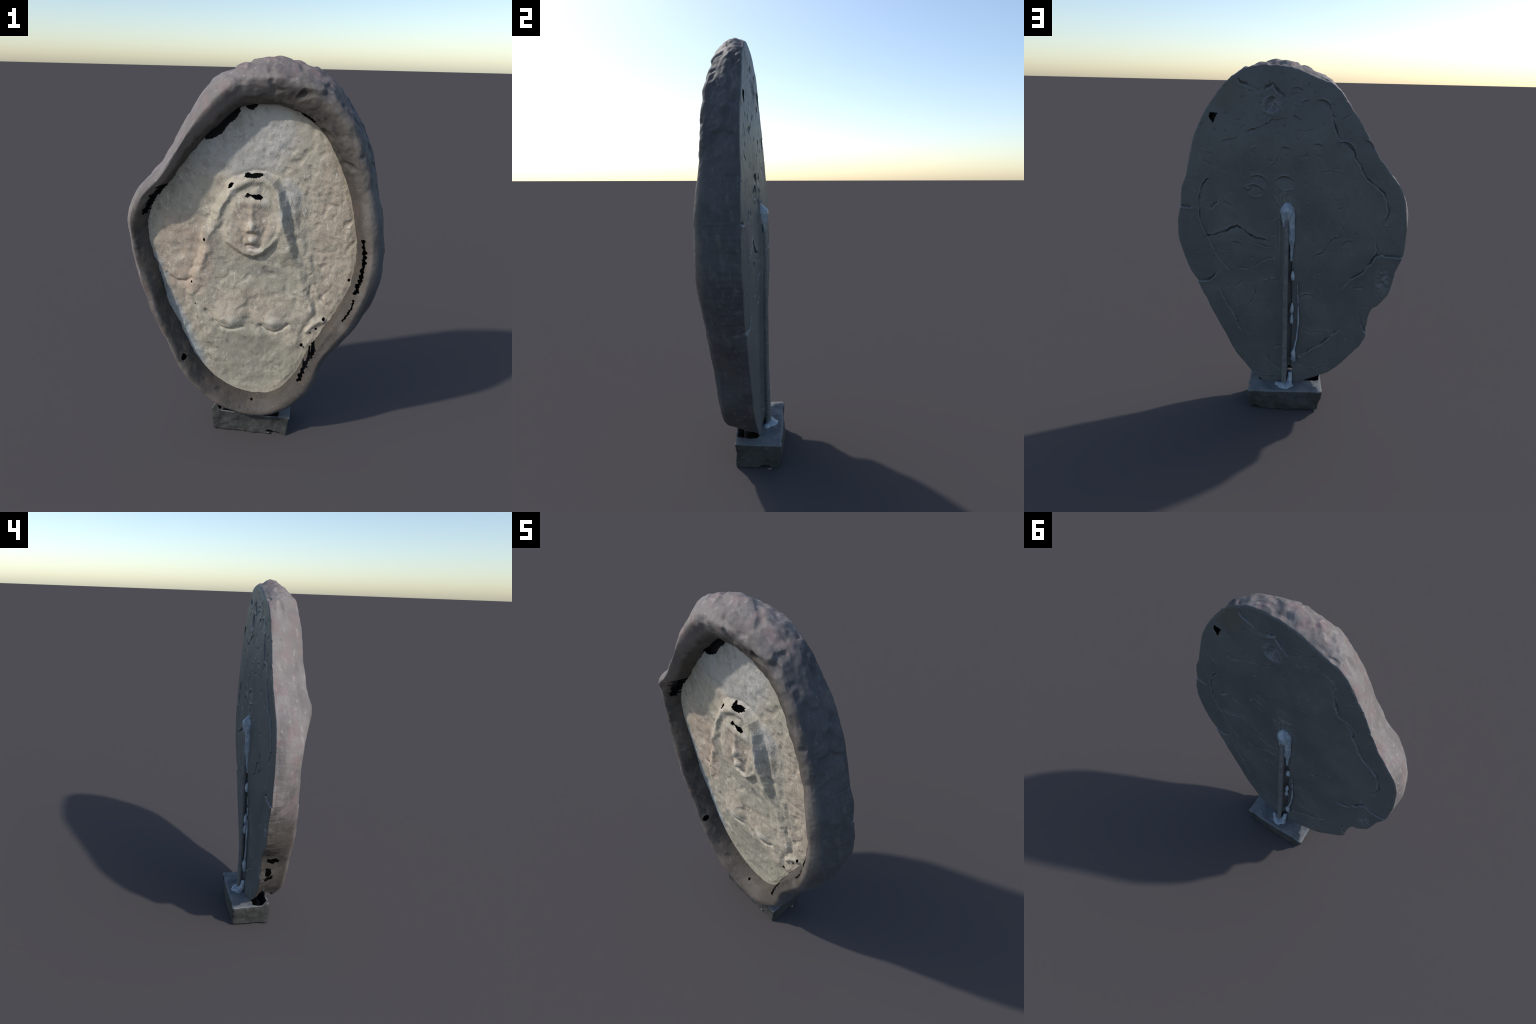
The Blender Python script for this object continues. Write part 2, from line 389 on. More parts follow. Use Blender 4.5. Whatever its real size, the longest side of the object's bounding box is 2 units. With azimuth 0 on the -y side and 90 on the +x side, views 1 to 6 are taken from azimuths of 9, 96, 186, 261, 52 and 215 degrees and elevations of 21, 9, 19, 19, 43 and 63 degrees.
# outer wall, back edge -> lip
ex, ez, ey = bx[-1], bz[-1], by[-1]
top = np.clip(st, 0, 1) ** 8
shoulder = arc(124, 11)
Rl = Rl - .006 * arc(138, 9) - .006 * shoulder + .010 * arc(-95, 35) + .006 * arc(205, 18)
Yl = Yl + .004
ly = Yl + .012
lx, lz = xz(Rl)
for t in np.linspace(0, 1, N_OUT + 1)[1:]:
    k = math.sin(math.pi * t)
    sw = (.003 + .030 * top + .008 * arc(104, 8) - .018 * shoulder + .011 * arc(166, 11) + .022 * arc(-18, 26) + .004 * arc(210, 18)) * k
    f = .5 * t + .5 * (t * t * (3 - 2 * t))
    put(ex + (lx - ex) * f + ct * sw, ey + (ly - ey) * t, ez + (lz - ez) * f + st * sw, 'outer', t)
# lip and inner wall -> floor crevice
rightish = sstep(-.25, .45, ct + .35 * np.clip(st, 0, 1))
fx, fz = xz(Rf)
fe = floor_plane(fx, fz)
W = Rl - Rf_soft
D = fe - Yl
# on the right and top the rim is a broad shelf that drops steeply to the
# floor; on the left it is a rounded roll that runs down in a cove
blend = lambda a, b: a * (1 - rightish) + b * rightish
key_r = [np.zeros(NT), .10 * W, .32 * W, .62 * W, blend(.86, .95) * W, Rl - Rf]
roll = .020 + .012 * arc(138, 18) + .010 * arc(208, 20)
thick = 1.6 * arc(142, 18) + 1.3 * arc(208, 16)
low_right = arc(-48, 24)
key_y = [ly, Yl - blend(.008, .001), Yl - blend(roll, .004 + .018 * low_right + .007 * arc(8, 30) + .010 * arc(85, 28)), Yl + blend(.04 * D - .026 * thick, (.07 - .06 * low_right) * D - .018 * low_right),
         Yl + blend((.50 - .22 * thick) * D, (.44 - .36 * low_right) * D - .008 * low_right), Yl + D]


def catmull(keys, t):
    n = len(keys) - 1
    u = min(t * n, n - 1e-9)
    i = int(u); u -= i
    g = lambda j: keys[min(max(j, 0), n)]
    p0, p1, p2, p3 = g(i - 1), g(i), g(i + 1), g(i + 2)
    return .5 * (2 * p1 + (p2 - p0) * u + (2 * p0 - 5 * p1 + 4 * p2 - p3) * u ** 2 + (3 * p1 - p0 - 3 * p2 + p3) * u ** 3)


for t in np.linspace(0, 1, N_IN + 1)[1:]:
    r = Rl - catmull(key_r, t)
    x, z = xz(r)
    put(x, catmull(key_y, t), z, 'inner', t)
# floor, edge -> middle
S2 = np.linspace(1, 0, N_FLOOR + 1)[:-1]
gx = CX + np.outer(S2, Rf) * ct
gz = CZ + np.outer(S2, Rf) * st
rel = relief(gx, gz) * sstep(1.0, .955, S2)[:, None]
gy = floor_plane(gx, gz) - rel
gy -= .004 * sstep(.0, .5, ct) * (sstep(.6, .9, S2) * sstep(1.0, .95, S2))[:, None]
for i in range(N_FLOOR):
    put(gx[i], gy[i], gz[i], 'floor', S2[i])

X, Y, Z = np.array(rows_x), np.array(rows_y), np.array(rows_z)
NR = len(zone)


def grid_normals(X, Y, Z):
    P = np.stack([X, Y, Z], -1)
    du = np.roll(P, -1, 1) - np.roll(P, 1, 1)
    dv = np.gradient(P, axis=0)
    n = np.cross(du, dv)
    return n / (np.linalg.norm(n, axis=-1, keepdims=True) + 1e-12)


def out_normals():
    n = grid_normals(X, Y, Z)
    if n[N_BACK // 2, :, 1].mean() < 0:
        n = -n
    return n


# lumps on the walls, fading at back edge and floor
zi = np.array([dict(back=0, outer=1, inner=2, floor=3)[k] for k in zone])
pa = np.array(par)
wgt = np.where(zi == 1, np.minimum(1, pa / .12), np.where(zi == 2, np.minimum(1, (1 - pa) / .25), 0))[:, None]
n = out_normals()
m = (zi == 1) | (zi == 2)
a, b, c = X[m], Y[m], Z[m]
ur = sstep(.05, .35, a) * sstep(1.35, 1.6, c) + .9 * sstep(1.75, 1.9, c)
lump = .010 * fbm(a * 5.5, b * 5.5, c * 4.5, 2) + .004 * fbm(a * 15, b * 18, c * 12, 2)
lump += .0012 * noise3(a * 60, b * 60, c * 60)
lump *= 1.0
lump -= np.clip(ur, 0, 1) * .020 * np.clip(noise3(a * 17, b * 22 + 7, c * 17) - .08, 0, 1) * 2
lump += np.clip(ur, 0, 1) * .006 * fbm(a * 20, b * 24, c * 20, 2)
lump *= wgt[m]
X[m] += n[m][..., 0] * lump
Y[m] += n[m][..., 1] * lump
Z[m] += n[m][..., 2] * lump
n = out_normals()

# ------------------------------------------------------------ scan-like gaps
wob = lambda x, z, f=60: .004 * noise3(x * f, 2.0 + 0 * x, z * f) + .003 * noise3(x * f * 2.3, 8.0 + 0 * x, z * f * 2.3)


def q4(A):
    B = np.roll(A, -1, 1)
    return (A[:-1] + A[1:] + B[:-1] + B[1:]) / 4


QX, QY, QZ = q4(X), q4(Y), q4(Z)
qzone = zi[1:, None] + 0 * QX.astype(int)
qpar = pa[1:, None] + 0 * QX
QT = (TH + math.pi / NT)[None, :] + 0 * QX
fwx, fwz = QX + wob(QX, QZ), QZ + wob(QZ, QX)
gone = np.zeros(QX.shape, bool)
isf, isi, iso, isb = qzone == 3, qzone == 2, qzone == 1, qzone == 0

GAP_BROW = [(-.046, 1.465), (-.042, 1.482), (-.029, 1.488), (-.010, 1.483), (.028, 1.490), (.053, 1.483), (.029, 1.470), (-.009, 1.468)]
GAP_FOREHEAD = [(-.037, 1.378), (-.024, 1.397), (-.010, 1.388), (.034, 1.392), (.053, 1.378), (.042, 1.366), (.019, 1.366), (-.010, 1.382), (-.023, 1.373)]
GAP_TEMPLE = [(-.121, 1.409), (-.119, 1.427), (-.105, 1.439), (-.090, 1.438), (-.101, 1.418)]
GAP_TOP_LEFT = [(-.232, 1.630), (-.240, 1.668), (-.190, 1.72), (-.07, 1.79), (-.066, 1.765), (-.092, 1.729), (-.127, 1.699), (-.151, 1.664), (-.199, 1.636)]
GAP_TOP = [(-.066, 1.81), (.012, 1.81), (.010, 1.79), (-.010, 1.772), (-.028, 1.773), (-.04, 1.785)]
for poly in (GAP_BROW, GAP_FOREHEAD, GAP_TEMPLE):
    gone |= isf & inside(QX + .3 * wob(QX, QZ), QZ + .3 * wob(QZ, QX), poly)
for poly in (GAP_TOP_LEFT, GAP_TOP):
    gone |= (isf | (isi & (qpar > .93))) & inside(fwx, fwz, poly)
for px, pz, r in ((-.241, 1.143, .009), (-.317, .899, .006), (-.301, .773, .004), (.376, .742, .010), (.341, .679, .008),
                  (.312, .653, .006), (.27, .573, .011), (.281, .562, .006), (.486, .97, .009)):
    gone |= isf & (np.hypot((QX - px) * 1.3, QZ - pz) < r)


def strip(pts, wid, f=40):
    d, _ = seg_dist(QX, QZ, pts)
    return d < wid * (.55 + 1.6 * np.abs(noise3(QX * f, 31.0 + 0 * QX, QZ * f)) * 2)


rim_low = isi & (qpar > .30)
gone |= rim_low & strip([(.530, 1.215), (.541, 1.153), (.543, 1.095), (.538, 1.03), (.528, .985), (.519, .946)], .008)
gone |= rim_low & strip([(.515, .91), (.505, .865), (.488, .824), (.470, .79)], .004, 70)
gone |= (rim_low | (isf & (qpar > .97))) & strip([(.345, .605), (.322, .56), (.308, .525), (.290, .475), (.27, .41)], .008)
gone |= (rim_low | (isf & (qpar > .985))) & strip([(-.535, 1.27), (-.51, 1.315), (-.478, 1.365), (-.43, 1.412)], .009)
gone |= rim_low & strip([(.19, 1.775), (.235, 1.758), (.27, 1.735)], .006)
gone |= isi & (np.hypot(QX + .352, (QZ - .478) * .6) < .012)
gone |= isi & (np.hypot((QX - .016), (QZ - .226) * 2) < .008)
# holes in the outer wall low on the left, and the torn underside
tw = QT + .03 * noise3(QX * 40, QY * 40, QZ * 40)
pw = qpar + .08 * noise3(QX * 30, QY * 30, QZ * 30 + 9)
ang = lambda x, z: math.atan2(z - CZ, x - CX) % (2 * math.pi)
for x0, z0, p0, da, dp in ((-.47, .60, .50, .030, .27), (-.44, .545, .34, .030, .13), (-.425, .508, .30, .018, .27),
                           (-.375, .44, .40, .008, .09), (-.46, .655, .35, .006, .2)):
    gone |= iso & (((tw - ang(x0, z0)) / da) ** 2 + ((pw - p0) / dp) ** 2 < 1)
gone |= iso & (np.hypot((QX + .345), (QZ - .385)) < .011) & (np.abs(qpar - .5) < .12)
t0, t1 = ang(-.385, .385), ang(.185, .19)
span = (tw - t0) / (t1 - t0)
tear = iso & (span > 0) & (span < 1) & (pw > .04 + .22 * sstep(.25, .0, span)) & (pw < .34 + .62 * sstep(.04, .36, span))
gone |= tear
GAP_BACK = [(.456, 1.705), (.449, 1.728), (.404, 1.726), (.418, 1.706), (.430, 1.672), (.437, 1.678)]
gone |= isb & inside(QX + .6 * wob(QX, QZ, 90), QZ + .6 * wob(QZ, QX, 90), GAP_BACK)
gone |= isb & (np.hypot((QX + .022), (QZ - .225)) < .016)
gone |= isb & (np.hypot((QX + .020), (QZ - .865)) < .007)

# ------------------------------------------------------------------ regions
REGIONS = ['back_plate', 'outer_wall', 'inner_wall', 'relief_ground', 'hood', 'face', 'nose', 'mouth', 'torso',
           'breast', 'breast.001']
reg = qzone.copy()
hd, fdq = signed(QX, QZ, HOOD), None
fdq = signed(QX, QZ, FACE)
isfig = isf & (hd > -.008)
reg[isi & (qpar < .36)] = 1
reg[isfig & (QZ > 1.075)] = 4
reg[isfig & (QZ <= 1.075)] = 8
reg[isf & (fdq > -.004)] = 5
reg[isf & (np.abs(QX - .003) < .030 - .10 * np.clip(QZ - 1.20, 0, .2)) & (QZ > 1.200) & (QZ < 1.345)] = 6
reg[isf & (np.hypot((QX - .002) / 1.25, QZ - 1.152) < .030)] = 7
reg[isfig & (np.hypot((QX + .112) / .100, (QZ - .715) / .076) < 1)] = 9
reg[isfig & (np.hypot((QX - .122) / .100, (QZ - .715) / .076) < 1)] = 10


# ---------------------------------------------------------------- materials
def new_mat(name):
    m = bpy.data.materials.new(name)
    m.use_nodes = True
    nt = m.node_tree
    return m, nt, nt.nodes['Principled BSDF']


class G:
    """Small node-graph writer."""

    def __init__(self, nt):
        self.nt = nt
        self.co = nt.nodes.new('ShaderNodeTexCoord').outputs['Object']

    def n(self, kind, **kw):
        k = self.nt.nodes.new(kind)
        for a, v in kw.items():
            setattr(k, a, v)
        return k

    def link(self, a, b):
        self.nt.links.new(a, b)

    def noise(self, scale, detail=4, rough=.55, stretch=None, dist=0.0, seed=0.0):
        k = self.n('ShaderNodeTexNoise')
        mp = self.n('ShaderNodeMapping')
        mp.inputs['Location'].default_value = (seed, seed * .7, seed * 1.3)
        if stretch:
            mp.inputs['Scale'].default_value = stretch
        self.link(self.co, mp.inputs['Vector'])
        self.link(mp.outputs[0], k.inputs['Vector'])
        k.inputs['Scale'].default_value = scale
        k.inputs['Detail'].default_value = detail
        k.inputs['Roughness'].default_value = rough
        k.inputs['Distortion'].default_value = dist
        return k.outputs['Fac']

    def ramp(self, fac, lo, hi, a=0.0, b=1.0):
        k = self.n('ShaderNodeMapRange')
        k.interpolation_type = 'SMOOTHSTEP'
        for i, v in enumerate((lo, hi, a, b)):
            k.inputs[i + 1].default_value = v
        self.link(fac, k.inputs[0])
        return k.outputs[0]

    def math(self, op, a, b=None):
        k = self.n('ShaderNodeMath', operation=op)
        for i, v in enumerate((a, b)):
            if v is None:
                continue
            if isinstance(v, (int, float)):
                k.inputs[i].default_value = v
            else:
                self.link(v, k.inputs[i])
        return k.outputs[0]

    def mix(self, fac, a, b, mode='MIX'):
        k = self.n('ShaderNodeMix', data_type='RGBA', blend_type=mode)
        for i, v in ((0, fac), (6, a), (7, b)):
            if isinstance(v, (int, float)):
                k.inputs[i].default_value = v
            elif isinstance(v, tuple):
                k.inputs[i].default_value = (*v, 1)
            else:
                self.link(v, k.inputs[i])
        return k.outputs[2]

    def axis(self):
        k = self.n('ShaderNodeSeparateXYZ')
        self.link(self.co, k.inputs[0])
        return k.outputs

    def blob(self, cx, cz, sx, sz, wob=None, amount=.5):
        """Soft elliptical patch in the x-z plane, 1 inside, 0 outside."""
        x, _, z = self.axis()
        dx = self.math('DIVIDE', self.math('SUBTRACT', x, cx), sx)
        dz = self.math('DIVIDE', self.math('SUBTRACT', z, cz), sz)
        d = self.math('SQRT', self.math('ADD', self.math('MULTIPLY', dx, dx), self.math('MULTIPLY', dz, dz)))
        if wob is not None:
            d = self.math('ADD', d, self.math('MULTIPLY', self.math('SUBTRACT', wob, .5), amount * 2))
        return self.ramp(d, .7, 1.2, 1, 0)

    def bump(self, bsdf, h, strength, dist):
        k = self.n('ShaderNodeBump')
        k.inputs['Strength'].default_value = strength
        k.inputs['Distance'].default_value = dist
        self.link(h, k.inputs['Height'])
        self.link(k.outputs[0], bsdf.inputs['Normal'])


def clay_floor():
    m, nt, b = new_mat('pale_clay')
    g = G(nt)
    n1 = g.noise(4.0, 5, .6)
    n2 = g.noise(12, 5, .62, seed=3)
    n3 = g.noise(60, 4, .65, stretch=(1, 1, .45), dist=.6, seed=5)
    n4 = g.noise(150, 3, .6, seed=8)
    n5 = g.noise(26, 5, .65, seed=12)
    n6 = g.noise(5.5, 3, .5, seed=21)
    mul = lambda a, k: g.math('MULTIPLY', a, k)
    grain = g.ramp(n6, .40, .62, .15, 1)          # grain comes and goes
    col = g.mix(g.ramp(n1, .36, .64), (0.400, 0.359, 0.281), (0.431, 0.372, 0.290))
    wash = lambda c, amt, bl, tint: g.mix(mul(bl, amt), c, tint)
    # warm patches, grey-green belly, cool grey top
    col = wash(col, .70, g.blob(-.36, 1.03, .16, .24, n2, .9), (0.396, 0.297, 0.223))
    col = wash(col, .60, g.blob(.0, 1.22, .11, .13, n2, .9), (0.370, 0.284, 0.214))
    col = wash(col, .40, g.blob(.40, 1.25, .10, .5, n2, .9), (0.396, 0.303, 0.228))
    col = wash(col, .40, g.blob(.0, .80, .22, .10, n2, .9), (0.396, 0.318, 0.239))
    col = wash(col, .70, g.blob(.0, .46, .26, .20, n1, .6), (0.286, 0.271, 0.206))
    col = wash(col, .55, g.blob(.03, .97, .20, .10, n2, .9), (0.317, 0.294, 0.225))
    col = wash(col, .80, g.blob(-.10, 1.66, .30, .22, n1, .6), (0.414, 0.400, 0.378))
    col = wash(col, .6, g.blob(.17, 1.36, .06, .10, n2, .8), (0.400, 0.400, 0.391))
    # mottling at several sizes
    col = g.mix(mul(g.ramp(n2, .52, .68), .60), col, (0.277, 0.249, 0.197))
    col = g.mix(mul(g.ramp(n2, .44, .30), .60), col, (0.519, 0.456, 0.361))
    col = g.mix(mul(g.ramp(n5, .55, .68), .65), col, (0.224, 0.206, 0.172))
    col = g.mix(mul(g.ramp(n5, .42, .30), .45), col, (0.528, 0.469, 0.378))
    x, _, z = g.axis()
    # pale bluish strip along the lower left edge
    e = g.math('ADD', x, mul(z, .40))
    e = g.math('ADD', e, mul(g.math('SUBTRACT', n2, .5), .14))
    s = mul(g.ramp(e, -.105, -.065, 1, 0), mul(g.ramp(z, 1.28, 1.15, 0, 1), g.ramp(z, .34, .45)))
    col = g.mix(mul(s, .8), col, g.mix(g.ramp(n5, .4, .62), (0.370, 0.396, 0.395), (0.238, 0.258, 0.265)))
    # baked highlights: pale spots painted on nose, lips, breasts and ridges
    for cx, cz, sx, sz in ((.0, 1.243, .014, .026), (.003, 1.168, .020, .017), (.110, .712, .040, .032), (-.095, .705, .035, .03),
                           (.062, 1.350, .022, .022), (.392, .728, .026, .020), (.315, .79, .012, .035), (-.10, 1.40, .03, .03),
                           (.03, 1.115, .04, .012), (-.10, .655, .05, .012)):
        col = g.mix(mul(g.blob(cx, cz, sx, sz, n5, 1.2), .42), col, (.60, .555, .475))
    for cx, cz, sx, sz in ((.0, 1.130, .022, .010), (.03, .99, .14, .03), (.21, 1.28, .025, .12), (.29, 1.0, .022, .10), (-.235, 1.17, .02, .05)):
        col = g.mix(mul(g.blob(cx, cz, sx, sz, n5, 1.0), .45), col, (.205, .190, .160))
    # light and dark streaks and fine specks
    col = g.mix(mul(mul(g.ramp(n3, .55, .70), grain), .75), col, (0.651, 0.593, 0.496))
    col = g.mix(mul(mul(g.ramp(n3, .43, .30), grain), .60), col, (0.185, 0.165, 0.134))
    col = g.mix(mul(mul(g.ramp(n4, .62, .73), grain), .60), col, (0.686, 0.636, 0.546))
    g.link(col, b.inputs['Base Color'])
    b.inputs['Roughness'].default_value = .68
    g.bump(b, g.math('ADD', mul(n3, grain), mul(n4, .5)), .5, .006)
    return m


def clay_back():
    m, nt, b = new_mat('slate_grey_clay')
    g = G(nt)
    n1 = g.noise(3.5, 5, .6)
    n2 = g.noise(30, 5, .65, stretch=(1, 1, .5), seed=2)
    n3 = g.noise(120, 3, .6, seed=4)
    n4 = g.noise(45, 4, .7, seed=7, dist=1.0)
    dust = g.ramp(n4, .48, .60)
    col = g.mix(g.ramp(n1, .35, .65), (0.087, 0.089, 0.090), (0.110, 0.113, 0.111))  # whole back darkened partway towards its shaded lower half
    col = g.mix(g.math('MULTIPLY', g.ramp(n2, .55, .72), .35), col, (0.148, 0.151, 0.150))
    col = g.mix(g.math('MULTIPLY', g.ramp(n3, .70, .78), .6), col, (0.211, 0.214, 0.212))
    col = g.mix(g.math('MULTIPLY', g.blob(.37, 1.84, .10, .09, n2), .5), col, (0.095, 0.088, 0.059))
    col = g.mix(g.math('MULTIPLY', g.math('MULTIPLY', g.blob(.03, 1.27, .06, .07, n2, .8), dust), .8), col, (0.155, 0.158, 0.130))
    col = g.mix(g.math('MULTIPLY', g.math('MULTIPLY', g.blob(.115, 1.77, .06, .045, n2, .7), dust), .8), col, (0.169, 0.176, 0.192))
    col = g.mix(g.math('MULTIPLY', g.math('MULTIPLY', g.blob(-.53, .83, .04, .09, n2, .7), dust), .8), col, (0.169, 0.176, 0.192))
    p = g.n('ShaderNodeNewGeometry').outputs['Pointiness']
    col = g.mix(g.math('MULTIPLY', g.ramp(p, .507, .535), .55), col, (0.193, 0.201, 0.205))
    g.link(col, b.inputs['Base Color'])
    b.inputs['Roughness'].default_value = .50
    g.bump(b, g.math('ADD', n2, g.math('MULTIPLY', n3, .5)), .35, .004)
    return m


def wall_mix(name, inner):
    m, nt, b = new_mat(name)
    g = G(nt)
    n1 = g.noise(5, 5, .6)
    n2 = g.noise(13, 5, .62, seed=3)
    n3 = g.noise(40, 5, .62, stretch=(1, 1, .3), seed=6)
    n4 = g.noise(90, 3, .6, seed=9)
    n5 = g.noise(20, 4, .6, stretch=(1, 1, .5), seed=14)
    x, y, z = g.axis()
    mid = lambda n, k: g.math('MULTIPLY', g.math('SUBTRACT', n, .5), k)
    roll = g.mix(g.ramp(n1, .36, .64), (.112, .096, .082), (.178, .153, .132))
    roll = g.mix(g.math('MULTIPLY', g.ramp(n2, .52, .68), .55), roll, (.190, .148, .120))
    roll = g.mix(g.math('MULTIPLY', g.ramp(n2, .42, .28), .5), roll, (.105, .095, .088))
    # paler towards the upper left, grey on the right
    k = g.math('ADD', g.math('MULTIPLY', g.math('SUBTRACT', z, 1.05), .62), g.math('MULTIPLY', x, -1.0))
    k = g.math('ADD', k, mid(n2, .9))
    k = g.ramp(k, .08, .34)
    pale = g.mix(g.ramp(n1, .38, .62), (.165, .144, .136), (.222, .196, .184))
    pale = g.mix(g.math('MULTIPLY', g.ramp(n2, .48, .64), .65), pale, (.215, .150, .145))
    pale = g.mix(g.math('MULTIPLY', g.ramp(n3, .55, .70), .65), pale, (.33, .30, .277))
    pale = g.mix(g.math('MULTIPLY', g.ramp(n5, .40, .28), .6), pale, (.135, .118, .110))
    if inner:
        col = g.mix(g.ramp(n1, .35, .65), (.056, .047, .039), (.084, .070, .058))  # base colour lowered to carry the shade inside the rim
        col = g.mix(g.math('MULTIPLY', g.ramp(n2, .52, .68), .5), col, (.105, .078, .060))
        # dark blotches low in the dish and down its left side
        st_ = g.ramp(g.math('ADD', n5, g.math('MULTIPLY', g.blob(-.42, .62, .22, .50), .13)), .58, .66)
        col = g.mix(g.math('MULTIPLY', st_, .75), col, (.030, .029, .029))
    else:
        dark = g.mix(g.ramp(n1, .38, .62), (.056, .055, .060), (.080, .078, .084))
        dark = g.mix(g.math('MULTIPLY', g.ramp(n3, .52, .70), .55), dark, (.125, .126, .138))
        dark = g.mix(g.math('MULTIPLY', g.ramp(n5, .60, .70), .5), dark, (.140, .120, .105))
        col = g.mix(k, dark, pale)
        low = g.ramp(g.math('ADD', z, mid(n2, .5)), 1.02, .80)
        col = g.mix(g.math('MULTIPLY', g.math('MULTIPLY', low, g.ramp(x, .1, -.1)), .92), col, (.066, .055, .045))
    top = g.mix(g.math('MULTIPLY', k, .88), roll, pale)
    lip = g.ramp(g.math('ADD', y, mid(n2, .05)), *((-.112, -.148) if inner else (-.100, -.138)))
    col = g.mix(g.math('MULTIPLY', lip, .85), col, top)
    col = g.mix(g.math('MULTIPLY', g.ramp(n4, .64, .74), .35), col, (.34, .32, .30))
    col = g.mix(g.math('MULTIPLY', g.ramp(n4, .36, .27), .4), col, (.05, .045, .042))
    g.link(col, b.inputs['Base Color'])
    b.inputs['Roughness'].default_value = .72
    g.bump(b, g.math('ADD', n3, g.math('MULTIPLY', n4, .5)), .35, .004)
    return m


def plain(name, col, col2, scale, rough, bumpy=.3, spots=None):
    m, nt, b = new_mat(name)
    g = G(nt)
    a = g.noise(scale, 5, .6)
    f = g.noise(scale * 6, 4, .6, seed=4)
    c = g.mix(g.ramp(a, .35, .65), col, col2)
    if spots:
        c = g.mix(g.math('MULTIPLY', g.ramp(f, .60, .70), .7), c, spots)
    g.link(c, b.inputs['Base Color'])
    b.inputs['Roughness'].default_value = rough
    g.bump(b, f, bumpy, .003)
    return m, g, b, c


def mortar():
    m, nt, b = new_mat('grey_mortar')
    g = G(nt)
    n1 = g.noise(16, 5, .6)
    n2 = g.noise(70, 4, .6, seed=3)
    side = g.mix(g.ramp(n1, .35, .65), (.030, .031, .028), (.054, .055, .051))  # sides kept dark to include shading baked on the block's front
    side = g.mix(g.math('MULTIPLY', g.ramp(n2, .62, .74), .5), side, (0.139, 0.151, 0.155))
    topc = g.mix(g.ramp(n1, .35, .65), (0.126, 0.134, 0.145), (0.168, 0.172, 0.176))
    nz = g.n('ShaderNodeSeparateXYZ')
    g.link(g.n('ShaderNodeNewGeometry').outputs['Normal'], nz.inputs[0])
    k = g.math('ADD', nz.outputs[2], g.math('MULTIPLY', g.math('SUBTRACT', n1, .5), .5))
    col = g.mix(g.ramp(k, .45, .75), side, topc)     # lighter tone on up-facing faces
    g.link(col, b.inputs['Base Color'])
    b.inputs['Roughness'].default_value = .8
    g.bump(b, n2, .4, .004)
    return m


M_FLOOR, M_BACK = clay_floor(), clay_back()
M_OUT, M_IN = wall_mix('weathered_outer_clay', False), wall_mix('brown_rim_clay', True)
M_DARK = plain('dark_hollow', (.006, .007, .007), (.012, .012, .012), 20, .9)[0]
M_ROD = plain('threaded_steel', (.105, .108, .115), (.150, .148, .145), 40, .55, .2, (.20, .18, .15))[0]
M_GLUE = plain('pale_glue', (.19, .23, .27), (.34, .39, .44), 25, .38, .15)[0]
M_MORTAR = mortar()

# ------------------------------------------------------------------ objects
root = bpy.data.objects.new('clay_relief', None)
bpy.context.scene.collection.objects.link(root)
root.empty_display_size = .1
root['label'] = 'weathered oval clay relief of a hooded woman on a block'
root['category'] = 'relief sculpture'


def add(name, mesh, mat, parent=root):
    ob = bpy.data.objects.new(name, mesh)
    bpy.context.scene.collection.objects.link(ob)
    ob.parent = parent
    mesh.materials.append(mat)
    return ob


def quads_mesh(name, verts, quads, normals=None):
    used, inv = np.unique(quads, return_inverse=True)
    q = inv.reshape(quads.shape).astype(np.int32)
    me = bpy.data.meshes.new(name)
    me.vertices.add(len(used))
    me.vertices.foreach_set('co', verts[used].astype(np.float32).ravel())
    me.loops.add(q.size)
    me.loops.foreach_set('vertex_index', q.ravel())
    me.polygons.add(len(q))
    me.polygons.foreach_set('loop_start', np.arange(0, q.size, q.shape[1], dtype=np.int32))
    me.polygons.foreach_set('use_smooth', np.ones(len(q), bool))
    me.update(calc_edges=True)
    me.validate()
    if normals is not None:
        me.normals_split_custom_set_from_vertices(normals[used].astype(np.float32))
    return me


V = np.stack([X, Y, Z], -1).reshape(-1, 3)
VN = n.reshape(-1, 3)
ii = np.arange(NR - 1)[:, None] * NT + np.arange(NT)[None, :]
jj = np.arange(NR - 1)[:, None] * NT + (np.arange(NT)[None, :] + 1) % NT
quads = np.stack([ii, jj, jj + NT, ii + NT], -1)
# orientation check against the outward normals
q0 = quads[N_BACK // 2, 3]
fn = np.cross(V[q0[1]] - V[q0[0]], V[q0[3]] - V[q0[0]])
if fn @ VN[q0[0]] < 0:
    quads = quads[..., ::-1]
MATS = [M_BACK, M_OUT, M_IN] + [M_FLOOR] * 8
parts = {}
for k, name in enumerate(REGIONS):
    sel = (reg == k) & ~gone
    base = name.split('.')[0]
    q = quads[sel]
    me = quads_mesh(base, V, q, VN)
    parent = parts['face'] if base in ('nose', 'mouth') else (parts['torso'] if base == 'breast' else root)
    parts[name] = add(base, me, MATS[k], parent)
# close the two poles
for nm, r0, yf in (('back_plate', 0, None), ('face', NR - 1, None)):
    pass


def cap(row, mat, name, flip, parent):
    ring_v = V[row * NT:(row + 1) * NT]
    mid = ring_v.mean(0)
    vv = np.vstack([ring_v, mid])
    t = np.stack([np.arange(NT), (np.arange(NT) + 1) % NT, np.full(NT, NT)], -1)
    if flip:
        t = t[:, ::-1]
    vn = np.vstack([VN[row * NT:(row + 1) * NT], VN[row * NT:(row + 1) * NT].mean(0)])
    return quads_mesh(name, vv, t, vn)


def join_into(ob, me):
    bm = bmesh.new()
    bm.from_mesh(ob.data)
    bm.from_mesh(me)
    bm.to_mesh(ob.data)
    bm.free()


